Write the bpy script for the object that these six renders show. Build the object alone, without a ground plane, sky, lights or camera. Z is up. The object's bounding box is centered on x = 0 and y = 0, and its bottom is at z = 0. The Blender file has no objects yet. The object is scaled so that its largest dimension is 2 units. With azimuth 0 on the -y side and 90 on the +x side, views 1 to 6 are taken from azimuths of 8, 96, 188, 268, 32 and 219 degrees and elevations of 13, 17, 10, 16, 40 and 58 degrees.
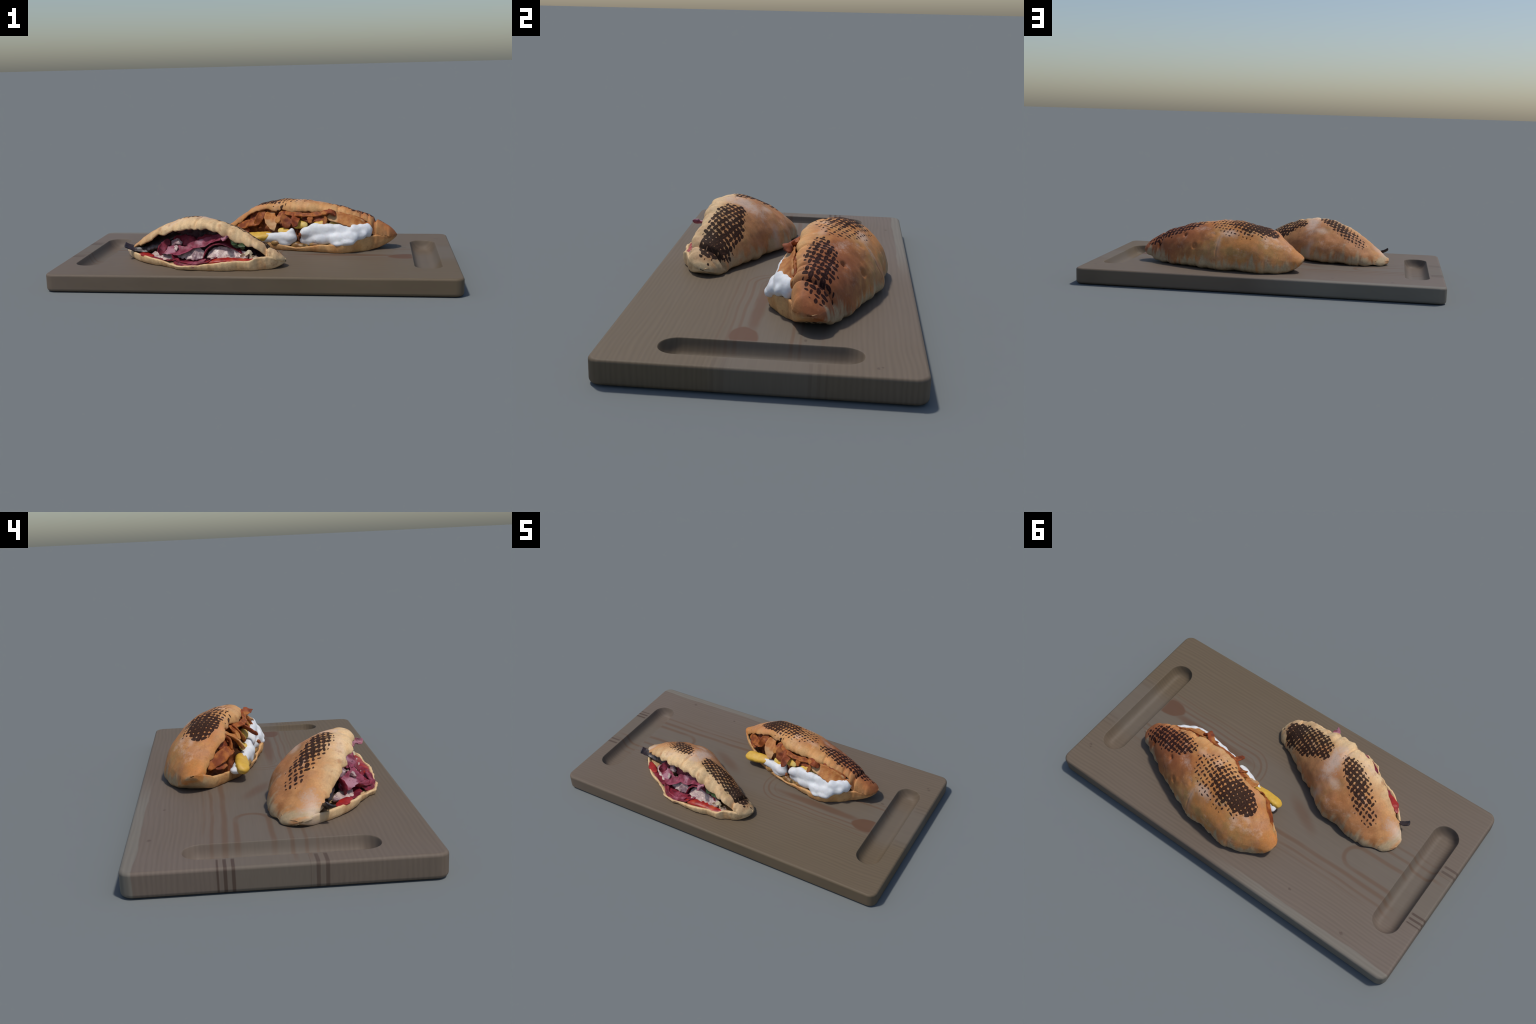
"""Two grilled, filled pita sandwiches on a wooden serving board with two hand grooves."""
import bpy, bmesh, math, random
import numpy as np
from mathutils import Vector, noise

TOP = 0.0868           # height of the board's upper face
TAU = 2 * math.pi

# ------------------------------------------------------------------ helpers
def link(ob, parent=None):
    bpy.context.scene.collection.objects.link(ob)
    if parent is not None:
        ob.parent = parent
    return ob


def empty(name, loc, rot_z, label, category):
    ob = bpy.data.objects.new(name, None)
    ob.location, ob.rotation_euler = loc, (0, 0, rot_z)
    ob.empty_display_size = 0.1
    ob["label"], ob["category"] = label, category
    return link(ob)


def mesh_object(name, verts, faces, mat, parent=None, smooth=True):
    me = bpy.data.meshes.new(name)
    me.from_pydata([tuple(v) for v in verts], [], faces)
    me.validate()
    bm = bmesh.new()
    bm.from_mesh(me)
    bmesh.ops.recalc_face_normals(bm, faces=bm.faces)
    bm.to_mesh(me)
    bm.free()
    if smooth:
        me.polygons.foreach_set("use_smooth", [True] * len(me.polygons))
    me.materials.append(mat)
    return link(bpy.data.objects.new(name, me), parent)


def apply_modifiers(ob):
    dg = bpy.context.evaluated_depsgraph_get()
    me = bpy.data.meshes.new_from_object(ob.evaluated_get(dg), depsgraph=dg)
    old = ob.data
    ob.modifiers.clear()
    ob.data = me
    bpy.data.meshes.remove(old)
    me.polygons.foreach_set("use_smooth", [True] * len(me.polygons))
    return ob


def curve(table):
    """Smooth (monotone cubic) function through (position, value) pairs."""
    x = np.array([p[0] for p in table], float)
    y = np.array([p[1] for p in table], float)
    h = np.diff(x)
    d = np.diff(y) / h
    m = np.zeros_like(y)
    m[0], m[-1] = d[0], d[-1]
    for i in range(1, len(x) - 1):
        m[i] = 0 if d[i - 1] * d[i] <= 0 else 2 * d[i - 1] * d[i] / (d[i - 1] + d[i])

    def f(t):
        t = min(max(t, x[0]), x[-1])
        i = min(max(int(np.searchsorted(x, t)) - 1, 0), len(h) - 1)
        u = (t - x[i]) / h[i]
        return float((2*u**3 - 3*u**2 + 1) * y[i] + (u**3 - 2*u**2 + u) * h[i] * m[i]
                     + (-2*u**3 + 3*u**2) * y[i+1] + (u**3 - u**2) * h[i] * m[i+1])
    return f


def catmull(points, n):
    """n points along a Catmull-Rom spline through the given points (any dimension)."""
    p = np.array(points, float)
    p = np.vstack([2 * p[0] - p[1], p, 2 * p[-1] - p[-2]])
    out = []
    for t in np.linspace(0, len(points) - 1 - 1e-6, n):
        i = int(t)
        u = t - i
        a, b, c, d = p[i:i + 4]
        out.append(0.5 * (2*b + (c - a)*u + (2*a - 5*b + 4*c - d)*u*u + (3*b - a - 3*c + d)*u**3))
    return np.array(out)


def sstep(a, b, x):
    t = min(max((x - a) / (b - a), 0.0), 1.0)
    return t * t * (3 - 2 * t)


def fbm(p, scale, octaves=3, seed=0.0):
    q = Vector((p[0] * scale + seed, p[1] * scale - seed * 1.7, p[2] * scale + seed * 0.6))
    return noise.fractal(q, 1.0, 2.0, octaves, noise_basis='PERLIN_ORIGINAL')


# ------------------------------------------------------------------ node shorthand
class Nodes:
    def __init__(self, name):
        self.mat = bpy.data.materials.new(name)
        self.mat.use_nodes = True
        self.t = self.mat.node_tree
        self.t.nodes.clear()
        self.out = self.t.nodes.new("ShaderNodeOutputMaterial")
        self.obj = self.t.nodes.new("ShaderNodeTexCoord").outputs["Object"]
        s = self.t.nodes.new("ShaderNodeSeparateXYZ")
        self.t.links.new(self.obj, s.inputs[0])
        self.x, self.y, self.z = s.outputs

    def put(self, sock, v):
        if isinstance(v, bpy.types.NodeSocket):
            self.t.links.new(v, sock)
        elif isinstance(v, tuple) and len(v) == 3 and sock.type == 'RGBA':
            sock.default_value = (*v, 1)
        else:
            sock.default_value = v

    def m(self, op, a, b=None, c=None):
        n = self.t.nodes.new("ShaderNodeMath")
        n.operation = op
        for i, v in enumerate((a, b, c)):
            if v is not None:
                self.put(n.inputs[i], v)
        return n.outputs[0]

    def add(self, a, b): return self.m('ADD', a, b)
    def sub(self, a, b): return self.m('SUBTRACT', a, b)
    def mul(self, a, b): return self.m('MULTIPLY', a, b)
    def clamp(self, a): return self.m('MINIMUM', self.m('MAXIMUM', a, 0.0), 1.0)

    def smooth(self, v, lo, hi, a=0.0, b=1.0):
        n = self.t.nodes.new("ShaderNodeMapRange")
        n.interpolation_type = 'SMOOTHSTEP'
        self.put(n.inputs[0], v)
        if lo > hi:
            lo, hi, a, b = hi, lo, b, a
        for i, k in enumerate((lo, hi, a, b)):
            n.inputs[i + 1].default_value = k
        return n.outputs[0]

    def vec(self, x, y, z):
        n = self.t.nodes.new("ShaderNodeCombineXYZ")
        for i, v in enumerate((x, y, z)):
            self.put(n.inputs[i], v)
        return n.outputs[0]

    def scaled(self, sx, sy, sz, off=(0, 0, 0)):
        n = self.t.nodes.new("ShaderNodeMapping")
        self.put(n.inputs[0], self.obj)
        n.inputs["Location"].default_value = off
        n.inputs["Scale"].default_value = (sx, sy, sz)
        return n.outputs[0]

    def noise(self, scale, detail=3.0, vec=None, rough=0.55, distort=0.0):
        n = self.t.nodes.new("ShaderNodeTexNoise")
        self.put(n.inputs["Vector"], self.obj if vec is None else vec)
        n.inputs["Scale"].default_value = scale
        n.inputs["Detail"].default_value = detail
        n.inputs["Roughness"].default_value = rough
        n.inputs["Distortion"].default_value = distort
        return n.outputs[0]

    def voronoi(self, scale, vec=None, feature='F1'):
        n = self.t.nodes.new("ShaderNodeTexVoronoi")
        n.feature = feature
        self.put(n.inputs["Vector"], self.obj if vec is None else vec)
        n.inputs["Scale"].default_value = scale
        return n.outputs[0]

    def mix(self, f, a, b):
        n = self.t.nodes.new("ShaderNodeMix")
        n.data_type = 'RGBA'
        self.put(n.inputs[0], f)
        self.put(n.inputs[6], a)
        self.put(n.inputs[7], b)
        return n.outputs[2]

    def gain(self, col, f):
        """Multiply a colour by a scalar socket."""
        n = self.t.nodes.new("ShaderNodeVectorMath")
        n.operation = 'SCALE'
        self.put(n.inputs[0], col)
        self.put(n.inputs["Scale"], f)
        return n.outputs[0]

    def spot(self, cx, cy, rx, ry, rot=0.0):
        """Elliptic distance in the local ground plane: 0 at the centre, 1 on the rim."""
        dx, dy = self.sub(self.x, cx), self.sub(self.y, cy)
        c, s = math.cos(rot), math.sin(rot)
        u = self.mul(self.add(self.mul(dx, c), self.mul(dy, s)), 1 / rx)
        v = self.mul(self.sub(self.mul(dy, c), self.mul(dx, s)), 1 / ry)
        return self.m('SQRT', self.add(self.mul(u, u), self.mul(v, v)))

    def finish(self, colour, rough=0.6, bump=None, strength=0.3, dist=0.004, spec=0.35, sss=0.0, coat=0.0):
        b = self.t.nodes.new("ShaderNodeBsdfPrincipled")
        self.put(b.inputs["Base Color"], colour)
        self.put(b.inputs["Roughness"], rough)
        self.put(b.inputs["Specular IOR Level"], spec)
        if sss:
            b.inputs["Subsurface Weight"].default_value = sss
            b.inputs["Subsurface Radius"].default_value = (1.0, 0.6, 0.35)
            b.inputs["Subsurface Scale"].default_value = 0.008
        if coat:
            b.inputs["Coat Weight"].default_value = coat
            b.inputs["Coat Roughness"].default_value = 0.25
        if bump is not None:
            n = self.t.nodes.new("ShaderNodeBump")
            n.inputs["Strength"].default_value = strength
            n.inputs["Distance"].default_value = dist
            self.put(n.inputs["Height"], bump)
            self.t.links.new(n.outputs[0], b.inputs["Normal"])
        self.t.links.new(b.outputs[0], self.out.inputs[0])
        return self.mat


# ------------------------------------------------------------------ materials
def wood_material():
    k = Nodes("pine_wood")
    # slow wander shared by all grain lines
    wander = k.mul(k.sub(k.noise(1.0, 2.0, k.scaled(1.5, 1.5, 0.3)), 0.5), 0.045)
    y = k.add(k.y, wander)
    jitter = k.mul(k.noise(1.0, 2.0, k.scaled(0.6, 9.0, 1.0)), 0.05)
    fine = k.m('SINE', k.mul(k.add(y, jitter), 360.0))
    flank = k.smooth(k.m('ABSOLUTE', k.sub(k.y, 0.05)), 0.10, 0.24)
    fine = k.mul(k.mul(fine, flank), k.noise(1.0, 2.0, k.scaled(1.5, 7.0, 1.0)))
    fibre = k.noise(6.0, 4.0, k.scaled(0.9, 26.0, 3.0))
    lines = []

    def streak(y0, width, x0, x1, amount):
        d = k.m('ABSOLUTE', k.sub(y, y0))
        on = k.mul(k.smooth(d, width, width * 0.25), amount)
        lines.append(k.mul(on, k.mul(k.smooth(k.x, x0 - 0.06, x0 + 0.06), k.smooth(k.x, x1 + 0.06, x1 - 0.06))))

    def loop(cy, x_nose, side, half, width, amount, x_far):
        """A growth ring that comes along the board, turns round at its nose and runs back."""
        past = k.m('MAXIMUM', k.mul(k.sub(k.x, x_nose), side), 0.0)
        dy = k.sub(y, cy)
        e = k.m('SQRT', k.add(k.mul(dy, dy), k.mul(past, past)))
        on = k.mul(k.smooth(k.m('ABSOLUTE', k.sub(e, half)), width, width * 0.25), amount)
        lines.append(k.mul(on, k.smooth(k.mul(k.x, side), x_far * side - 0.03, x_far * side + 0.03)))
    for y0, w, x0, x1, a in ((0.232, 0.010, -0.82, -0.2, 0.7), (0.188, 0.016, -0.82, -0.1, 0.9), (-0.04, 0.012, -0.95, -0.55, 0.8), (-0.088, 0.010, -0.95, -0.5, 0.7),
                             (-0.125, 0.007, -0.9, -0.3, 0.5), (-0.150, 0.006, 0.2, 0.8, 0.5), (0.262, 0.007, -0.7, 0.2, 0.35), (0.19, 0.009, 0.6, 0.8, 0.5)):
        streak(y0, w, x0, x1, a)
    loop(0.085, -0.565, 1.0, 0.062, 0.016, 0.9, -0.80)
    loop(0.0, 0.195, -1.0, 0.090, 0.009, 0.85, 0.80)
    loop(0.0, 0.195, -1.0, 0.118, 0.007, 0.7, 0.80)
    loop(0.0, 0.205, -1.0, 0.064, 0.006, 0.45, 0.45)
    line = lines[0]
    for l in lines[1:]:
        line = k.m('MAXIMUM', line, l)
    line = k.mul(line, k.smooth(k.noise(5.0, 2.0, k.scaled(0.8, 2.0, 1.0)), 0.22, 0.5))
    # russet knot stain beside the right groove with its long tail, and a soft one in the middle
    dis = k.mul(k.sub(k.noise(7.0, 2.0), 0.5), 0.5)
    stain = k.mul(k.smooth(k.add(k.spot(0.745, -0.068, 0.085, 0.048, 0.15), dis), 1.05, 0.85), k.smooth(k.x, 0.79, 0.775))
    tail = k.smooth(k.add(k.spot(0.44, -0.044, 0.30, 0.026, -0.02), dis), 1.2, 0.5)
    mid = k.smooth(k.add(k.spot(-0.22, 0.045, 0.13, 0.035, -0.5), dis), 1.3, 0.2)
    stains = k.m('MAXIMUM', stain, k.m('MAXIMUM', k.mul(tail, 0.75), k.mul(mid, 0.55)))

    def bars(c, w, n):
        d = k.sub(k.add(k.y, k.mul(k.sub(k.noise(6.0, 1.0, k.scaled(1, 1, 0.3)), 0.5), 0.008)), c)
        on = k.smooth(k.m('ABSOLUTE', d), w, w * 0.85)
        return k.mul(on, k.smooth(k.m('SINE', k.mul(d, n)), -0.2, 0.6))
    ends = k.smooth(k.m('ABSOLUTE', k.x), 0.922, 0.935)
    leftend = k.smooth(k.x, 0.0, -0.1)
    bar = k.m('MAXIMUM', bars(0.182, 0.036, 245.0), k.mul(bars(-0.108, 0.034, 215.0), 0.8))
    bar = k.mul(bar, k.mul(ends, k.add(k.mul(leftend, 0.75), 0.25)))
    tone = k.noise(1.3, 2.0)
    drift = k.clamp(k.add(k.add(k.mul(k.x, 0.35), k.mul(k.y, -0.6)), k.add(0.5, k.mul(k.sub(tone, 0.5), 0.8))))
    base = k.mix(drift, WOOD_PINK, WOOD_OLIVE)
    base = k.mix(k.mul(k.smooth(k.m('ABSOLUTE', k.sub(y, 0.04)), 0.20, 0.10), 0.7), base, WOOD_GREY)
    sap = k.mul(k.smooth(k.add(k.y, k.mul(k.sub(k.noise(5.0, 2.0), 0.5), 0.02)), 0.472, 0.478), k.smooth(k.x, 0.1, -0.4))
    base = k.mix(k.mul(sap, 0.7), base, WOOD_SAP)
    base = k.gain(base, k.add(0.90, k.mul(fibre, 0.2)))
    base = k.gain(base, k.add(1.0, k.mul(fine, 0.09)))
    base = k.mix(k.mul(line, 0.85), base, WOOD_LINE)
    base = k.mix(k.mul(stains, 0.92), base, WOOD_RUST)
    for cx, cy, r in ((0.935, 0.365, 0.007), (0.925, 0.378, 0.006), (0.752, 0.135, 0.008), (-0.40, 0.405, 0.007), (-0.72, 0.44, 0.010)):
        f = k.smooth(k.add(k.spot(cx, cy, r * 1.6, r), k.mul(k.sub(k.noise(90.0, 2.0), 0.5), 1.6)), 1.0, 0.4)
        base = k.mix(k.mul(f, 0.5), base, WOOD_BAR)
    base = k.mix(k.mul(bar, 0.85), base, WOOD_BAR)
    return k.finish(base, 0.62, k.add(k.mul(fine, 0.3), fibre), 0.12, 0.002, spec=0.3)


WOOD_PINK, WOOD_OLIVE = (0.163, 0.125, 0.098), (0.142, 0.104, 0.064)
WOOD_GREY, WOOD_SAP = (0.152, 0.124, 0.095), (0.200, 0.184, 0.150)
WOOD_LINE, WOOD_RUST, WOOD_BAR = (0.136, 0.080, 0.049), (0.122, 0.060, 0.033), (0.070, 0.042, 0.030)


def bread_material(name, patches, flour, ruddy, lip_pale, seed, tints):
    """Baked crust: golden to tan, pale floury patches, woven grill marks, pale side streaks.
    patches: (centre x, y, cell, angle, [(x, y, rx, ry, rot, strength, inner edge, rim strength)]);
    flour / ruddy: (cx, cy, rx, ry, amount)."""
    k = Nodes(name)
    golden, tan, pale, brown = tints
    off = (seed, seed * 0.7, -seed)
    big = k.noise(7.0, 3.0, k.scaled(1, 1, 1, off))
    mid = k.noise(22.0, 4.0, k.scaled(1, 1, 1, off))
    fine = k.noise(150.0, 3.0, k.scaled(1, 1, 1, off))
    col = k.mix(k.smooth(big, 0.32, 0.68), golden, tan)
    rose = k.noise(5.0, 4.0, k.scaled(1, 1, 1, (seed * 2.0, 1.0, seed)), 0.65)
    col = k.mix(k.smooth(rose, 0.50, 0.64, 0.0, 0.55), col, ROSE)
    ochre = k.noise(9.0, 4.0, k.scaled(1, 1, 0.6, (1.0, seed * 3.0, seed)), 0.65)
    col = k.mix(k.smooth(ochre, 0.52, 0.66, 0.0, 0.55), col, OCHRE)
    for cx, cy, rx, ry, amount in ruddy:
        f = k.smooth(k.add(k.spot(cx, cy, rx, ry), k.mul(k.sub(mid, 0.5), 0.9)), 1.15, 0.35)
        col = k.mix(k.mul(f, amount), col, brown)
    # pale rim along the torn lip (front) with soft vertical pleat tints
    f = k.smooth(k.add(k.y, k.mul(k.sub(mid, 0.5), 0.07)), lip_pale + 0.07, lip_pale - 0.03)
    low = k.mul(k.smooth(k.add(k.z, k.mul(k.sub(mid, 0.5), 0.03)), 0.075, 0.045), k.smooth(k.y, 0.02, -0.03))
    f = k.m('MAXIMUM', f, low)
    col = k.mix(k.mul(f, k.smooth(k.noise(13.0, 3.0, k.scaled(1, 1, 0.4, off)), 0.30, 0.62, 0.35, 0.85)), col, pale)
    # pale, little-baked dough in ragged streaks down the back, where the loaf touched its neighbour
    streak = k.noise(1.0, 3.0, k.scaled(26.0, 6.0, 5.0, off))
    f = k.smooth(k.add(k.z, k.mul(k.sub(streak, 0.5), 0.24)), 0.072, 0.026)
    f = k.mul(f, k.smooth(k.y, -0.10, 0.0))
    col = k.mix(k.mul(f, 0.75), col, DOUGH)
    for cx, cy, rx, ry, amount in flour:
        f = k.smooth(k.add(k.spot(cx, cy, rx, ry), k.add(k.mul(k.sub(mid, 0.5), 1.6), k.mul(k.sub(fine, 0.5), 1.2))), 1.1, 0.1)
        col = k.mix(k.mul(f, amount), col, FLOUR)
    dust = k.mul(k.smooth(k.noise(10.0, 5.0, k.scaled(1, 1, 1, (seed, 4.0, 2.0)), 0.75), 0.54, 0.72), k.smooth(k.z, 0.06, 0.12))
    col = k.mix(k.mul(dust, 0.42), col, FLOUR)
    blotch = k.noise(42.0, 3.0, k.scaled(1, 1, 1, off))
    col = k.mix(k.mul(k.mul(k.smooth(blotch, 0.52, 0.72), k.smooth(big, 0.40, 0.60)), 0.45), col, brown)
    col = k.gain(col, k.add(0.72, k.mul(mid, 0.56)))
    specks = k.smooth(k.voronoi(60.0, k.scaled(1, 1, 1, off)), 0.10, 0.05)
    specks = k.mul(specks, k.smooth(k.noise(16.0, 1.0, k.scaled(1, 1, 1, (3, seed, 1))), 0.60, 0.66))
    col = k.mix(k.mul(specks, 0.7), col, (0.12, 0.035, 0.015))
    col = k.gain(col, k.add(0.80, k.mul(fine, 0.40)))
    # woven grill print: alternating bean-shaped marks that swell and merge where the press was hottest
    # follow the curve of the crust: arc length grows faster than the ground-plane distance
    wob = k.mul(k.sub(mid, 0.5), 0.016)
    burnt = 0.0
    edge = k.noise(16.0, 2.0, k.scaled(1, 1, 1, off))
    for cx, cy, cell, angle, spots in patches:
        c, si = math.cos(angle), math.sin(angle)
        xs, ys = k.sub(k.x, cx), k.sub(k.y, cy)
        xs = k.mul(xs, k.add(1.0, k.mul(k.m('ABSOLUTE', xs), 0.4)))
        ys = k.mul(ys, k.add(1.0, k.mul(k.m('ABSOLUTE', ys), 2.0)))
        u = k.mul(k.add(k.add(k.mul(xs, c), k.mul(ys, si)), wob), 1 / cell)
        v = k.mul(k.sub(k.sub(k.mul(ys, c), k.mul(xs, si)), wob), 1 / cell)
        iu, iv = k.m('FLOOR', u), k.m('FLOOR', v)
        # beans lying along u in one colour of the chequer, along v in the other; ends run under their neighbours
        beans = []
        for p, q, iq, shift in ((u, v, iv, 0.5), (v, u, iu, 1.5)):
            t0 = k.add(k.sub(p, k.m('FLOORED_MODULO', iq, 2.0)), shift)
            num = k.m('FLOOR', k.mul(t0, 0.5))
            along = k.sub(k.m('FLOORED_MODULO', t0, 2.0), 1.0)
            across = k.sub(k.sub(q, iq), 0.5)
            wn = k.t.nodes.new("ShaderNodeTexWhiteNoise")
            wn.noise_dimensions = '3D'
            k.put(wn.inputs["Vector"], k.vec(num, iq, shift))
            dd = k.m('SQRT', k.add(k.m('POWER', k.mul(k.m('ABSOLUTE', along), 1 / 0.70), 2.0), k.m('POWER', k.mul(k.m('ABSOLUTE', across), 1 / 0.39), 2.0)))
            dd = k.add(dd, k.mul(k.sub(wn.outputs[0], 0.5), 0.36))
            groove = k.smooth(k.m('ABSOLUTE', k.sub(across, 0.03)), 0.09, 0.03)
            beans.append((dd, groove))
        d = k.m('MINIMUM', beans[0][0], beans[1][0])
        first = k.m('LESS_THAN', beans[0][0], beans[1][0])
        groove = k.add(k.mul(first, beans[0][1]), k.mul(k.sub(1.0, first), beans[1][1]))
        heat = None
        for sx, sy, rx, ry, rot, strength, cut, floor in spots:
            e = k.add(k.spot(sx, sy, rx, ry, rot), k.mul(k.sub(edge, 0.5), 0.75))
            h = k.mul(k.smooth(e, 1.02, cut, floor, 1.0), strength)
            h = k.mul(h, k.smooth(e, 1.10, 1.0))
            heat = h if heat is None else k.m('MAXIMUM', heat, h)
        inside = k.smooth(heat, 0.15, 0.30)
        heat = k.add(heat, k.mul(k.sub(fine, 0.5), 0.30))
        over = k.sub(heat, d)
        mark = k.mul(k.smooth(over, -0.09, 0.09), inside)
        burnt = k.m('MAXIMUM', burnt, mark)
        slit = k.mul(groove, k.smooth(fine, 0.38, 0.56))
        char = k.mix(k.mul(slit, 0.8), CHAR, CHAR_EDGE)
        char = k.mix(k.smooth(over, 0.16, -0.05), char, CHAR_EDGE)
        col = k.mix(k.mul(mark, 0.93), col, char)
    bump = k.add(k.mul(mid, 0.6), k.mul(fine, 0.35))
    return k.finish(col, k.add(0.52, k.mul(fine, 0.2)), bump, 0.35, 0.004, spec=k.sub(0.22, k.mul(burnt, 0.17)), sss=0.05)


ROSE, OCHRE = (0.47, 0.215, 0.115), (0.47, 0.27, 0.090)
DOUGH, FLOUR = (0.44, 0.36, 0.22), (0.74, 0.55, 0.43)
CHAR, CHAR_EDGE = (0.0085, 0.0060, 0.0090), (0.066, 0.028, 0.026)


def crumb_material():
    k = Nodes("crumb")
    n, f = k.noise(30.0, 4.0), k.noise(160.0, 3.0)
    col = k.mix(k.smooth(n, 0.3, 0.7), (0.60, 0.44, 0.24), (0.50, 0.30, 0.15))
    return k.finish(col, 0.75, k.add(n, f), 0.5, 0.004, spec=0.2)


def food(name, c1, c2, c3=None, scale=25.0, rough=0.45, spec=0.3, bump=0.4, sss=0.0, speck=None, contrast=(0.35, 0.65), stretch=(1, 1, 1), coat=0.0):
    """Generic two- or three-tone food surface with mottling and optional dark specks."""
    k = Nodes(name)
    v = k.scaled(*stretch)
    n1, n2, n3 = k.noise(scale, 4.0, v), k.noise(scale * 0.35, 2.0, v), k.noise(scale * 5, 3.0, v)
    col = k.mix(k.smooth(n1, *contrast), c1, c2)
    if c3 is not None:
        col = k.mix(k.smooth(n2, 0.52, 0.66), col, c3)
    if speck is not None:
        col = k.mix(k.mul(k.smooth(k.noise(scale * 3, 2.0), 0.60, 0.68), 0.8), col, speck)
    col = k.gain(col, k.add(0.9, k.mul(n3, 0.2)))
    return k.finish(col, rough, k.add(n1, k.mul(n3, 0.5)), bump, 0.004, spec=spec, sss=sss, coat=coat)


# ------------------------------------------------------------------ the board
def rounded_rect(hx, hy, r, z, n=10):
    pts = []
    for cx, cy, a0 in ((hx - r, hy - r, 0), (-hx + r, hy - r, 90), (-hx + r, -hy + r, 180), (hx - r, -hy + r, 270)):
        for i in range(n + 1):
            a = math.radians(a0 + 90 * i / n)
            pts.append((cx + r * math.cos(a), cy + r * math.sin(a), z))
    return pts


def build_board(mat):
    HX, HY, R = 1.0, 0.5192, 0.044
    fil = 0.012
    bm = bmesh.new()
    rings = []
    for i in range(7):                                  # lower rounded arris
        a = math.radians(90 * i / 6)
        rings.append((fil * 1.3 * (1 - math.sin(a)), fil * 1.3 * (1 - math.cos(a))))
    for i in range(9):                                  # upper rounded arris
        a = math.radians(90 * i / 8)
        rings.append((fil * (1 - math.cos(a)), TOP - fil * (1 - math.sin(a))))
    loops = [[bm.verts.new(p) for p in rounded_rect(HX - i, HY - i, R - i, z)] for i, z in rings]

    def bridge(l1, l2):
        n = len(l1)
        for i in range(n):
            bm.faces.new((l1[i], l1[(i + 1) % n], l2[(i + 1) % n], l2[i]))
    for l1, l2 in zip(loops, loops[1:]):
        bridge(l1, l2)
    bm.faces.new(list(reversed(loops[0])))
    # hand grooves: round-nosed slots; (inset from the rim, depth)
    profile = [(0.0, 0.0), (0.0012, 0.0004), (0.0024, 0.0016), (0.0036, 0.004), (0.0060, 0.010), (0.0095, 0.019),
               (0.014, 0.028), (0.020, 0.037), (0.027, 0.0445), (0.036, 0.049), (0.046, 0.051), (0.054, 0.051)]
    open_edges = [e for e in bm.edges if all(v in set(loops[-1]) for v in e.verts)]
    for cx in (-0.852, 0.852):
        gl = []
        for inset, depth in profile:
            gl.append([bm.verts.new((x + cx, y, z)) for x, y, z in rounded_rect(0.069 - inset, 0.328 - inset, 0.066 - inset, TOP - depth, 12)])
        for l1, l2 in zip(gl, gl[1:]):
            bridge(l2, l1)
        bm.faces.new(gl[-1])
        bm.edges.ensure_lookup_table()
        s = set(gl[0])
        open_edges += [e for e in bm.edges if e.verts[0] in s and e.verts[1] in s]
    bmesh.ops.triangle_fill(bm, edges=list(set(open_edges)), use_beauty=True)
    bmesh.ops.recalc_face_normals(bm, faces=bm.faces)
    me = bpy.data.meshes.new("wooden_board")
    bm.to_mesh(me)
    bm.free()
    me.materials.append(mat)
    me.polygons.foreach_set("use_smooth", [True] * len(me.polygons))
    ob = link(bpy.data.objects.new("wooden_board", me))
    ob["label"] = "long rectangular greyish brown wooden serving board with two grooves"
    ob["category"] = "serving board"
    w = ob.modifiers.new("w", 'WEIGHTED_NORMAL')
    w.keep_sharp = False
    return ob


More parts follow.
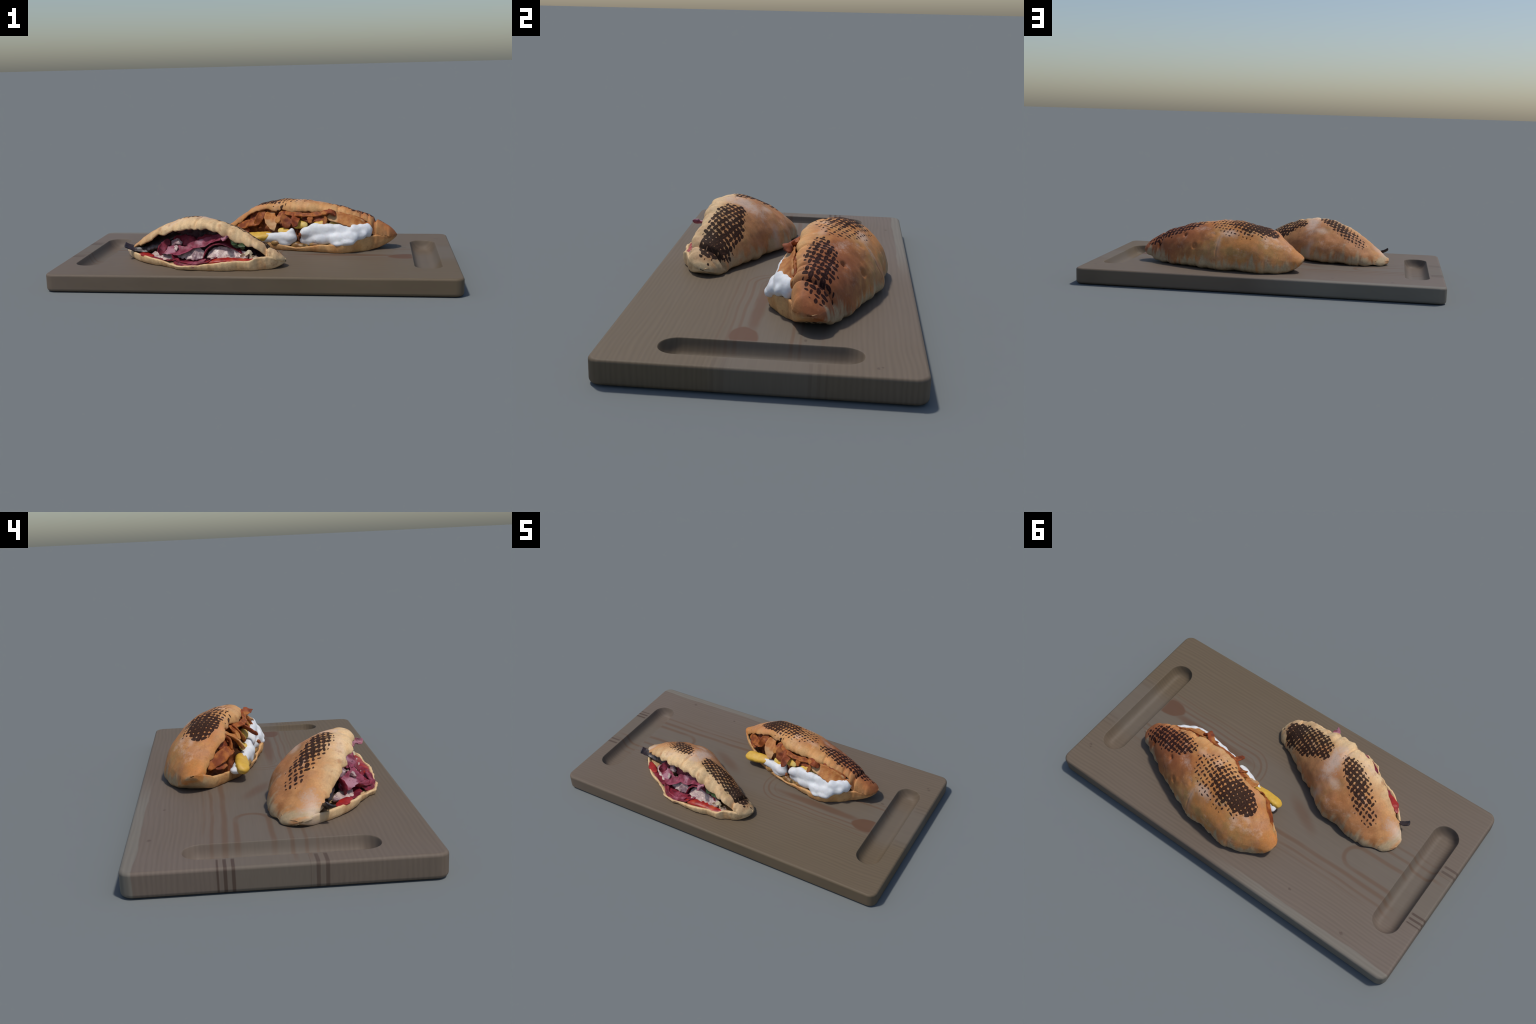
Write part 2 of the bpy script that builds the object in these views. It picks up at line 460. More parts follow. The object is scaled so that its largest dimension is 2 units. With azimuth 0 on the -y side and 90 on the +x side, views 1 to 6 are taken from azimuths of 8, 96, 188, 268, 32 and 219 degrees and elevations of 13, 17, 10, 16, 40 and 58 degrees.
# ------------------------------------------------------------------ the bread pockets
class Pocket:
    """A pita folded along its back: a C-shaped section swept along the loaf, closed at both noses.
    All tables are functions of s, the distance along the loaf; heights are above the board."""

    def __init__(self, span, lip_low, lip_low_z, lip_top, lip_top_z, back, crest, under, crest_at=0.25, power=1.85,
                 thickness=0.022, nose=(0.05, 0.05), pleats=0.004, seed=1.0, pits=(), dents=(), sight=(-0.38, 0.90, -0.21)):
        self.s0, self.s1 = span
        self.yb, self.zb, self.yt, self.zt = map(curve, (lip_low, lip_low_z, lip_top, lip_top_z))
        self.yk, self.zc, self.zu = map(curve, (back, crest, under))
        self.crest_at, self.power, self.th, self.nose = crest_at, power, thickness, nose
        self.pleats, self.seed, self.pits, self.dents, self.sight = pleats, seed, pits, dents, Vector(sight)

    def lips(self, s):
        k = self.seed * 3.1
        w = noise.noise(Vector((s * 22, k, 0))) * 0.6 + noise.noise(Vector((s * 48, k, 5))) * 0.4
        yt, zt = self.yt(s) - 0.010 * w, self.zt(s) - 0.013 * w
        w2 = noise.noise(Vector((s * 26, k, 9))) * 0.6 + noise.noise(Vector((s * 60, k, 14))) * 0.5
        yb, zb = self.yb(s) - 0.006 * w2, self.zb(s) + 0.004 * w2
        return yb, max(zb, self.zu(s) + 0.012), yt, zt

    def front(self, s, h, d=0.0):
        """A point on the mouth of the pocket: h from the lower lip (0) to the upper lip (1).
        d > 0 lifts it out of the mouth, d < 0 sinks it into the pocket along the line of sight into it."""
        b, t = Vector((s, self.yb(s), self.zb(s))), Vector((s, self.yt(s), self.zt(s)))
        e = t - b
        n = Vector((0, -max(e.z, 0.02), e.y)).normalized()
        return b.lerp(t, h) + (n * d if d > 0 else self.sight * -d)

    def section(self, s):
        yb, zb, yt, zt = self.lips(s)
        yk, zc, zu = self.yk(s) + 0.004, max(self.zc(s) - 0.001, zt + 0.004), self.zu(s)
        yc = yt + self.crest_at * (yk - yt)
        w = max(yk - yb, 0.02)
        lo = []
        for i in range(9):                               # lower lip, rolled round to the base
            a = math.pi / 2 * i / 8
            r = min(0.018, w * 0.2)
            lo.append((yb + r * (1 - math.cos(a)) * 1.0, zu + (zb - zu) * (1 - math.sin(a))))
        for i in range(1, 12):                           # flat base
            lo.append((lo[8][0] + (yk - 0.16 * w * 0.6 - lo[8][0]) * i / 12, zu))
        zm = zu + 0.25 * (zc - zu) * 0.5
        y0 = lo[-1][0]
        for i in range(1, 7):                            # heel of the back
            a = math.pi / 2 * i / 6
            lo.append((y0 + (yk - y0) * math.sin(a), zu + (zm - zu) * (1 - math.cos(a))))
        p = 2.0 / self.power
        for i in range(1, 31):                           # back and dome
            a = math.pi / 2 * i / 30
            lo.append((yc + (yk - yc) * math.cos(a) ** p, zm + (zc - zm) * math.sin(a) ** p))
        for i in range(1, 19):                           # over the crest and down to the upper lip
            a = math.pi / 2 * i / 18
            lo.append((yc + (yt - yc) * math.sin(a), zt + (zc - zt) * math.cos(a) ** 0.9))
        pts = np.array(lo)
        # even out along the arc
        seg = np.r_[0, np.cumsum(np.hypot(*np.diff(pts, axis=0).T))]
        t = np.linspace(0, seg[-1], 110)
        return np.c_[np.interp(t, seg, pts[:, 0]), np.interp(t, seg, pts[:, 1])]

    def build(self, name, mat, parent):
        ns = 280
        verts, faces, rows = [], [], 0
        mid = 0.5 * (self.s0 + self.s1)
        for j in range(ns):
            q = -math.cos(math.pi * (j + 0.5) / ns)
            q = 0.55 * q + 0.45 * (2 * (j + 0.5) / ns - 1)
            s = mid + q * 0.5 * (self.s1 - self.s0)
            outer = self.section(s)
            c = outer.mean(axis=0)
            e0, e1 = s - self.s0, self.s1 - s
            k = 1.0
            for e, n in ((e0, self.nose[0]), (e1, self.nose[1])):
                if e < n:
                    k *= max(1 - (1 - e / n) ** 2.6, 0.0) ** 0.42
            outer = c + (outer - c) * np.array([k, k])
            # surface relief: soft lumps, pleats at the rim and creases at the foot of the back
            g = np.gradient(outer, axis=0)
            nrm = np.c_[-g[:, 1], g[:, 0]]
            nrm /= np.linalg.norm(nrm, axis=1)[:, None] + 1e-9
            if (nrm * (outer - c)).sum() < 0:
                nrm = -nrm
            m = len(outer)
            out3 = []
            for i in range(m):
                y, z = outer[i]
                v = i / (m - 1)
                rim = sstep(0.80, 1.0, v)
                foot = math.exp(-((z - 0.02) / 0.05) ** 2) * sstep(0.30, 0.40, v)
                base = sstep(0.06, 0.12, v) * sstep(0.36, 0.28, v)
                p3 = (s, y, z)
                d = 0.006 * fbm(p3, 8, 2, self.seed) + 0.0012 * fbm(p3, 34, 2, self.seed + 4)
                pl = noise.noise(Vector((s * 30, self.seed * 5, v * 1.5)))
                pl2 = noise.noise(Vector((s * 62, self.seed * 7, v * 3)))
                d += self.pleats * (rim + 0.15) * (1.3 * pl + 0.8 * pl2)
                d += foot * (0.007 * pl - 0.010 * max(0.0, pl2 - 0.15) - 0.012 * max(0.0, noise.noise(Vector((s * 15, self.seed * 3, 2))) - 0.25))
                d *= (1 - base) * min(1.0, k * 1.3)
                for ps, py, pz, pr, pd in self.pits:
                    q2 = ((s - ps) ** 2 + (y - py) ** 2 + (z - pz) ** 2) / pr ** 2
                    if q2 < 9:
                        d -= pd * math.exp(-q2)
                for ds, dw, v0, v1, dd in self.dents:   # creases running over the crust
                    ss = ds + 0.012 * noise.noise(Vector((v * 6, ds * 9, 0)))
                    q2 = ((s - ss) / dw) ** 2
                    if q2 < 9:
                        d -= dd * math.exp(-q2) * sstep(v0 - 0.04, v0 + 0.04, v) * sstep(v1 + 0.04, v1 - 0.04, v)
                yy, zz = outer[i] + nrm[i] * d
                out3.append((yy, max(zz, self.zu(s) * 0.5)))
            out3 = np.array(out3)
            # inner face: the section pulled in by the wall thickness
            th = self.th * min(1.0, k)
            inner = out3 - nrm * th * np.interp(np.linspace(0, 1, m), [0, .08, .9, 1], [0.95, 1.0, 1, 0.95])[:, None]
            inner = inner[::-1][::2]
            # round the two cut lips
            def cap(a, b, d):
                c0, r = (a + b) / 2, np.linalg.norm(a - b) / 2
                res = []
                for i in range(1, 6):
                    t = math.pi * i / 6
                    res.append(c0 + (a - c0) * math.cos(t) + d * r * 0.8 * math.sin(t))
                return res
            dt = out3[-1] - out3[-4]
            db = out3[0] - out3[3]
            loop = list(out3) + cap(out3[-1], inner[0], dt / (np.linalg.norm(dt) + 1e-9)) + list(inner) \
                + cap(inner[-1], out3[0], db / (np.linalg.norm(db) + 1e-9))
            n = len(loop)
            verts += [(s, p[0], p[1]) for p in loop]
            if rows:
                o, w = (rows - 1) * n, rows * n
                for i in range(n):
                    i2 = (i + 1) % n
                    faces.append((o + i, o + i2, w + i2, w + i))
            rows += 1
        for r in (0, rows - 1):                          # close the tips
            base = r * n
            cen = len(verts)
            verts.append(tuple(np.mean(np.array(verts[base:base + 110]), axis=0)))
            for i in range(n):
                faces.append((base + i, base + (i + 1) % n, cen))
        ob = mesh_object(name, verts, faces, mat, parent)
        ob.data.materials.append(CRUMB)
        n_out = 110 + 3
        ids = [1 if (i < (rows - 1) * n and n_out <= i % n < n - 3) else 0 for i in range(len(faces))]
        ob.data.polygons.foreach_set("material_index", ids)
        return ob

# ------------------------------------------------------------------ fillings
def place(pocket, p):
    """Control point: ('m', s, h, d) on the pocket's mouth, or plain local (s, y, z)."""
    return pocket.front(*p[1:4]) if p[0] == 'm' else Vector(p[:3])


def ribbon(name, pocket, path, widths, thickness, mat, parent, lean=0.0, curl=0.0, ruffle=0.003, seed=0.0, n=44, tip=0.35):
    """A strip or slice: a rounded flat section swept along a spline.
    lean turns the width from the mouth plane (0) towards the inside (+90 deg); curl cups it across."""
    pts = catmull([place(pocket, p) for p in path], n)
    w = np.interp(np.linspace(0, 1, n), np.linspace(0, 1, len(widths)), widths)
    lean = np.interp(np.linspace(0, 1, n), np.linspace(0, 1, len(lean)), lean) if hasattr(lean, "__len__") else np.full(n, lean)
    tang = np.gradient(pts, axis=0)
    verts, faces, m = [], [], 28
    out = np.array([0.0, -0.93, 0.36])
    prev = None
    for j in range(n):
        t = tang[j] / (np.linalg.norm(tang[j]) + 1e-9)
        b = np.cross(out, t)
        b /= np.linalg.norm(b) + 1e-9
        if prev is not None and b @ prev < 0:
            b = -b
        prev = b
        o = np.cross(t, b)
        if o @ out < 0:
            o = -o
        a = math.radians(lean[j])
        wd, td = math.cos(a) * b - math.sin(a) * o, math.sin(a) * b + math.cos(a) * o
        e = min(j, n - 1 - j) / (n - 1)
        k = math.sqrt(max(1 - (1 - min(e / (tip * 0.4), 1.0)) ** 2, 0.0)) * 0.94 + 0.06
        for i in range(m):
            an = TAU * i / m
            cx, cz = math.cos(an), math.sin(an)
            x = math.copysign(abs(cx) ** 0.55, cx) * w[j] / 2 * k
            z = math.copysign(abs(cz) ** 0.8, cz) * thickness / 2 * (0.35 + 0.65 * k)
            z += curl * (x / max(w[j] / 2, 1e-4)) ** 2
            p = pts[j] + wd * x + td * z
            q = tuple(p)
            edge = abs(cx) ** 2
            dn = ruffle * (fbm(q, 30, 2, seed) + 0.9 * edge * fbm(q, 55, 2, seed + 7))
            de = ruffle * 1.2 * edge * fbm(q, 60, 2, seed + 3)
            verts.append(p + td * dn + wd * de * math.copysign(1, cx))
        if j:
            o0, o1 = (j - 1) * m, j * m
            for i in range(m):
                faces.append((o0 + i, o0 + (i + 1) % m, o1 + (i + 1) % m, o1 + i))
    faces.append(tuple(range(m)))
    faces.append(tuple((n - 1) * m + i for i in range(m)))
    return mesh_object(name, verts, faces, mat, parent)


def blobs(name, pocket, balls, mat, parent, voxel=0.004, rough=0.0025, seed=0.0, smooth=10):
    """Soft mass: the union of balls ((position), radius or (rx, ry, rz)), fused, relaxed and given a little relief."""
    bm = bmesh.new()
    for p, r in balls:
        c = place(pocket, p)
        r = r if hasattr(r, "__len__") else (r, r, r)
        res = bmesh.ops.create_icosphere(bm, subdivisions=3, radius=1.0)
        for v in res["verts"]:
            v.co = Vector((v.co.x * r[0], v.co.y * r[1], v.co.z * r[2])) + c
    me = bpy.data.meshes.new(name)
    bm.to_mesh(me)
    bm.free()
    me.materials.append(mat)
    ob = link(bpy.data.objects.new(name, me), parent)
    md = ob.modifiers.new("fuse", 'REMESH')
    md.mode, md.voxel_size = 'VOXEL', voxel
    sm = ob.modifiers.new("relax", 'SMOOTH')
    sm.factor, sm.iterations = 0.5, smooth
    apply_modifiers(ob)
    me = ob.data
    for v in me.vertices:
        v.co += v.normal * (rough * fbm(v.co, 17, 2, seed))
    if not me.materials:
        me.materials.append(mat)
    return ob


def stuffing(name, pocket, span, inset, mat, parent, seed=0.0, lump=0.010):
    """The packed filling behind the visible pieces: fills the pocket up to a little behind its mouth."""
    ns, nv = 90, 46
    verts, faces = [], []
    for j in range(ns):
        u = j / (ns - 1)
        s = span[0] + (span[1] - span[0]) * u
        e = math.sqrt(max(1 - (2 * u - 1) ** 6, 0.02))
        yb, zb, yt, zt = pocket.lips(s)
        y0, z0 = yb + inset, 0.014 + pocket.zu(s)
        y1, z1 = yt + inset * 0.7, zt - 0.004
        yk, zc = pocket.yk(s) - 0.035, max(pocket.zc(s) - 0.026, zt - 0.002)
        ring = catmull([(y0, z0), (y0 + 0.01, z0 + 0.35 * (z1 - z0)), (y1 - 0.008, z0 + 0.75 * (z1 - z0)), (y1, z1),
                        (y1 + 0.3 * (yk - y1), zc - 0.004), (y1 + 0.7 * (yk - y1), z0 + 0.75 * (zc - z0)), (yk, z0 + 0.3 * (zc - z0)),
                        (yk - 0.01, z0)], nv)
        c = ring.mean(axis=0)
        for y, z in c + (ring - c) * e:
            p = Vector((s, y, z))
            f = lump * (fbm(p, 24, 3, seed))
            front = sstep(c[0] + 0.02, c[0] - 0.03, y)
            verts.append((s, y - f * front - 0.002, max(z + 0.4 * f * front, 0.012)))
        if j:
            a, b = (j - 1) * nv, j * nv
            for i in range(nv):
                faces.append((a + i, a + (i + 1) % nv, b + (i + 1) % nv, b + i))
    faces.append(tuple(range(nv)))
    faces.append(tuple((ns - 1) * nv + i for i in range(nv)))
    return mesh_object(name, verts, faces, mat, parent)


def fill_front(pk, par):
    salami = food("salami", (0.27, 0.022, 0.042), (0.15, 0.012, 0.026), (0.33, 0.07, 0.11), 26.0, 0.5, 0.3, 0.3, 0.05, speck=(0.07, 0.012, 0.02))
    salami_pale = food("salami_pale", (0.30, 0.055, 0.095), (0.18, 0.022, 0.045), (0.42, 0.20, 0.25), 30.0, 0.5, 0.3, 0.3, 0.05, speck=(0.10, 0.02, 0.035))
    cream = food("cream", (0.64, 0.50, 0.43), (0.46, 0.31, 0.30), (0.22, 0.12, 0.14), 44.0, 0.35, 0.5, 0.4, 0.1, speck=(0.10, 0.05, 0.06))
    tomato = food("tomato", (0.42, 0.020, 0.014), (0.28, 0.012, 0.012), (0.50, 0.09, 0.03), 30.0, 0.4, 0.35, 0.2, 0.1)
    cabbage = food("cabbage", (0.62, 0.52, 0.34), (0.45, 0.33, 0.22), (0.36, 0.24, 0.20), 40.0, 0.45, 0.4, 0.3, 0.1)
    herb = food("herb", (0.045, 0.085, 0.02), (0.02, 0.045, 0.012), None, 60.0, 0.5, 0.4, 0.4)
    skin = food("eggplant_skin", (0.018, 0.013, 0.016), (0.035, 0.022, 0.026), None, 40.0, 0.38, 0.5, 0.4)
    dark = food("dark_filling", (0.055, 0.012, 0.020), (0.018, 0.008, 0.010), (0.11, 0.025, 0.035), 40.0, 0.5, 0.4, 0.6)
    M = 'm'
    stuffing("filling", pk, (-0.385, 0.345), 0.125, dark, par, 3.0, 0.016)
    # slice lying on the lower bread, and the folded ones standing behind it
    ribbon("salami_slice", pk, [(-0.105, -0.118, 0.056), (-0.06, -0.156, 0.032), (0.02, -0.174, 0.028), (0.09, -0.166, 0.034), (0.135, -0.138, 0.054)],
           [0.06, 0.100, 0.112, 0.095, 0.06], 0.007, salami, par, lean=68, curl=0.008, ruffle=0.005, seed=1)
    ribbon("salami_slice", pk, [(M, -0.072, 0.22, -0.03), (M, -0.035, 0.10, -0.014), (M, 0.03, 0.07, -0.008), (M, 0.10, 0.17, -0.02)],
           [0.030, 0.036, 0.034, 0.02], 0.008, salami, par, lean=25, curl=-0.004, ruffle=0.004, seed=2)
    ribbon("salami_slice", pk, [(M, -0.155, 0.34, -0.065), (M, -0.10, 0.40, -0.050), (M, -0.04, 0.40, -0.048), (M, 0.035, 0.52, -0.065)],
           [0.045, 0.062, 0.064, 0.03], 0.006, salami_pale, par, lean=35, curl=0.008, ruffle=0.005, seed=3)
    ribbon("salami_slice", pk, [(M, -0.168, 0.20, -0.055), (M, -0.165, 0.45, -0.045), (M, -0.125, 0.74, -0.075)],
           [0.012, 0.045, 0.03], 0.006, salami, par, lean=-25, curl=0.006, ruffle=0.004, seed=4)
    ribbon("salami_slice", pk, [(M, -0.01, 0.58, -0.075), (M, 0.06, 0.58, -0.06), (M, 0.12, 0.74, -0.05), (M, 0.165, 0.90, -0.016), (0.180, -0.160, 0.150), (0.190, -0.184, 0.160)],
           [0.03, 0.055, 0.050, 0.040, 0.036, 0.020], 0.007, salami_pale, par, lean=[20, 30, 30, 40, 30, 20], curl=0.006, ruffle=0.004, seed=5)
    ribbon("salami_slice", pk, [(M, 0.030, 0.62, -0.09), (M, 0.10, 0.74, -0.085), (M, 0.19, 0.74, -0.08), (M, 0.25, 0.62, -0.075)],
           [0.04, 0.055, 0.05, 0.02], 0.007, salami, par, lean=20, ruffle=0.006, seed=6)
    ribbon("salami_slice", pk, [(M, 0.080, 0.20, -0.042), (M, 0.103, 0.50, -0.045), (M, 0.145, 0.66, -0.045), (M, 0.205, 0.70, -0.042), (M, 0.245, 0.62, -0.042), (M, 0.275, 0.44, -0.04)],
           [0.012, 0.026, 0.032, 0.032, 0.026, 0.012], 0.007, salami, par, lean=60, curl=0.003, ruffle=0.003, seed=7)
    ribbon("salami_slice", pk, [(M, -0.10, 0.76, -0.10), (M, -0.03, 0.70, -0.09), (M, 0.04, 0.64, -0.09)],
           [0.03, 0.06, 0.04], 0.007, salami, par, lean=10, ruffle=0.006, seed=8)
    for i, (path, widths, lean) in enumerate((
            ([(-0.250, -0.080, 0.040), (-0.20, -0.108, 0.036), (-0.15, -0.126, 0.034), (-0.10, -0.118, 0.044)], [.02, .056, .060, .04], 38),
            ([(M, -0.06, 0.34, -0.075), (M, 0.0, 0.36, -0.072), (M, 0.045, 0.32, -0.068), (M, 0.085, 0.24, -0.06)], [.04, .066, .066, .04], 15),
            ([(M, 0.10, 0.22, -0.058), (M, 0.15, 0.34, -0.060), (M, 0.21, 0.36, -0.058), (M, 0.265, 0.34, -0.046), (M, 0.30, 0.28, -0.036)], [.03, .070, .076, .060, .03], 22),
            ([(M, 0.12, 0.14, -0.045), (M, 0.20, 0.22, -0.046), (M, 0.28, 0.22, -0.040)], [.02, .036, .02], 60),
            ([(M, -0.105, 0.58, -0.075), (M, -0.075, 0.64, -0.078), (M, -0.04, 0.60, -0.078)], [.02, .040, .02], 20),
            ([(M, -0.080, 0.52, -0.044), (M, -0.070, 0.46, -0.042), (M, -0.068, 0.40, -0.042)], [.012, .018, .008], 20))):
        ribbon("cream_sauce", pk, path, widths, 0.016, cream, par, lean=lean, curl=0.004, ruffle=0.007, seed=60 + i)
    ribbon("tomato_slice", pk, [(M, 0.095, 0.08, -0.020), (M, 0.16, 0.14, -0.022), (M, 0.23, 0.15, -0.022), (M, 0.30, 0.12, -0.022), (M, 0.335, 0.06, -0.022)],
           [0.02, 0.046, 0.050, 0.040, 0.016], 0.012, tomato, par, lean=58, curl=-0.004, ruffle=0.002, seed=9)
    ribbon("salami_slice", pk, [(-0.25, -0.105, 0.034), (-0.19, -0.136, 0.030), (-0.12, -0.150, 0.028), (-0.07, -0.150, 0.034)],
           [0.04, 0.062, 0.066, 0.04], 0.006, salami, par, lean=70, curl=0.004, ruffle=0.005, seed=13)
    ribbon("tomato_slice", pk, [(M, -0.31, 0.14, -0.018), (M, -0.26, 0.14, -0.024), (M, -0.205, 0.12, -0.030)],
           [0.018, 0.044, 0.024], 0.010, tomato, par, lean=60, ruffle=0.002, seed=10)
    for i, (s, h, d, ds, dh, w) in enumerate(((0.285, 0.36, -0.026, 0.030, 0.22, 0.024), (0.305, 0.30, -0.034, 0.035, -0.10, 0.028), (0.32, 0.16, -0.022, 0.028, -0.05, 0.020),
                                              (0.26, 0.30, -0.034, 0.03, 0.12, 0.020))):
        ribbon("cabbage_shred", pk, [(M, s, h, d), (M, s + ds * 0.5, h + dh, d + 0.006), (M, s + ds, h + dh * 0.4, d - 0.004)],
               [w * 0.6, w, w * 0.5], 0.005, cabbage, par, lean=25 * (-1) ** i, curl=0.004, ruffle=0.004, seed=20 + i, n=24)
    for i, (s, h, d, ds, dh) in enumerate(((0.195, 0.94, -0.010, 0.035, -0.08), (0.235, 0.84, -0.010, 0.040, 0.06), (0.215, 0.80, -0.022, 0.035, 0.02), (0.25, 0.72, -0.022, 0.025, 0.05))):
        ribbon("herb_leaf", pk, [(M, s, h, d), (M, s + ds * 0.5, h + dh, d + 0.005), (M, s + ds, h + dh * 1.1, d)],
               [0.008, 0.022, 0.006], 0.0025, herb, par, lean=20 - 25 * i, curl=0.003, ruffle=0.004, seed=30 + i, n=22)
    ribbon("eggplant_strip", pk, [(-0.408, -0.080, 0.076), (-0.388, -0.066, 0.064), (-0.35, -0.055, 0.050), (-0.29, -0.050, 0.052), (-0.22, -0.045, 0.070)],
           [0.044, 0.042, 0.030, 0.034, 0.03], 0.009, skin, par, lean=[55, 50, 30, 20, 10], curl=0.004, ruffle=0.002, seed=11, tip=0.12)
    ribbon("eggplant_strip", pk, [(M, -0.27, 0.45, -0.06), (M, -0.20, 0.62, -0.08), (M, -0.12, 0.86, -0.10), (M, -0.02, 0.90, -0.11)],  # black strip across the dark upper part of the mouth, behind the upper lip
           [0.03, 0.045, 0.05, 0.03], 0.010, skin, par, lean=20, ruffle=0.005, seed=12)


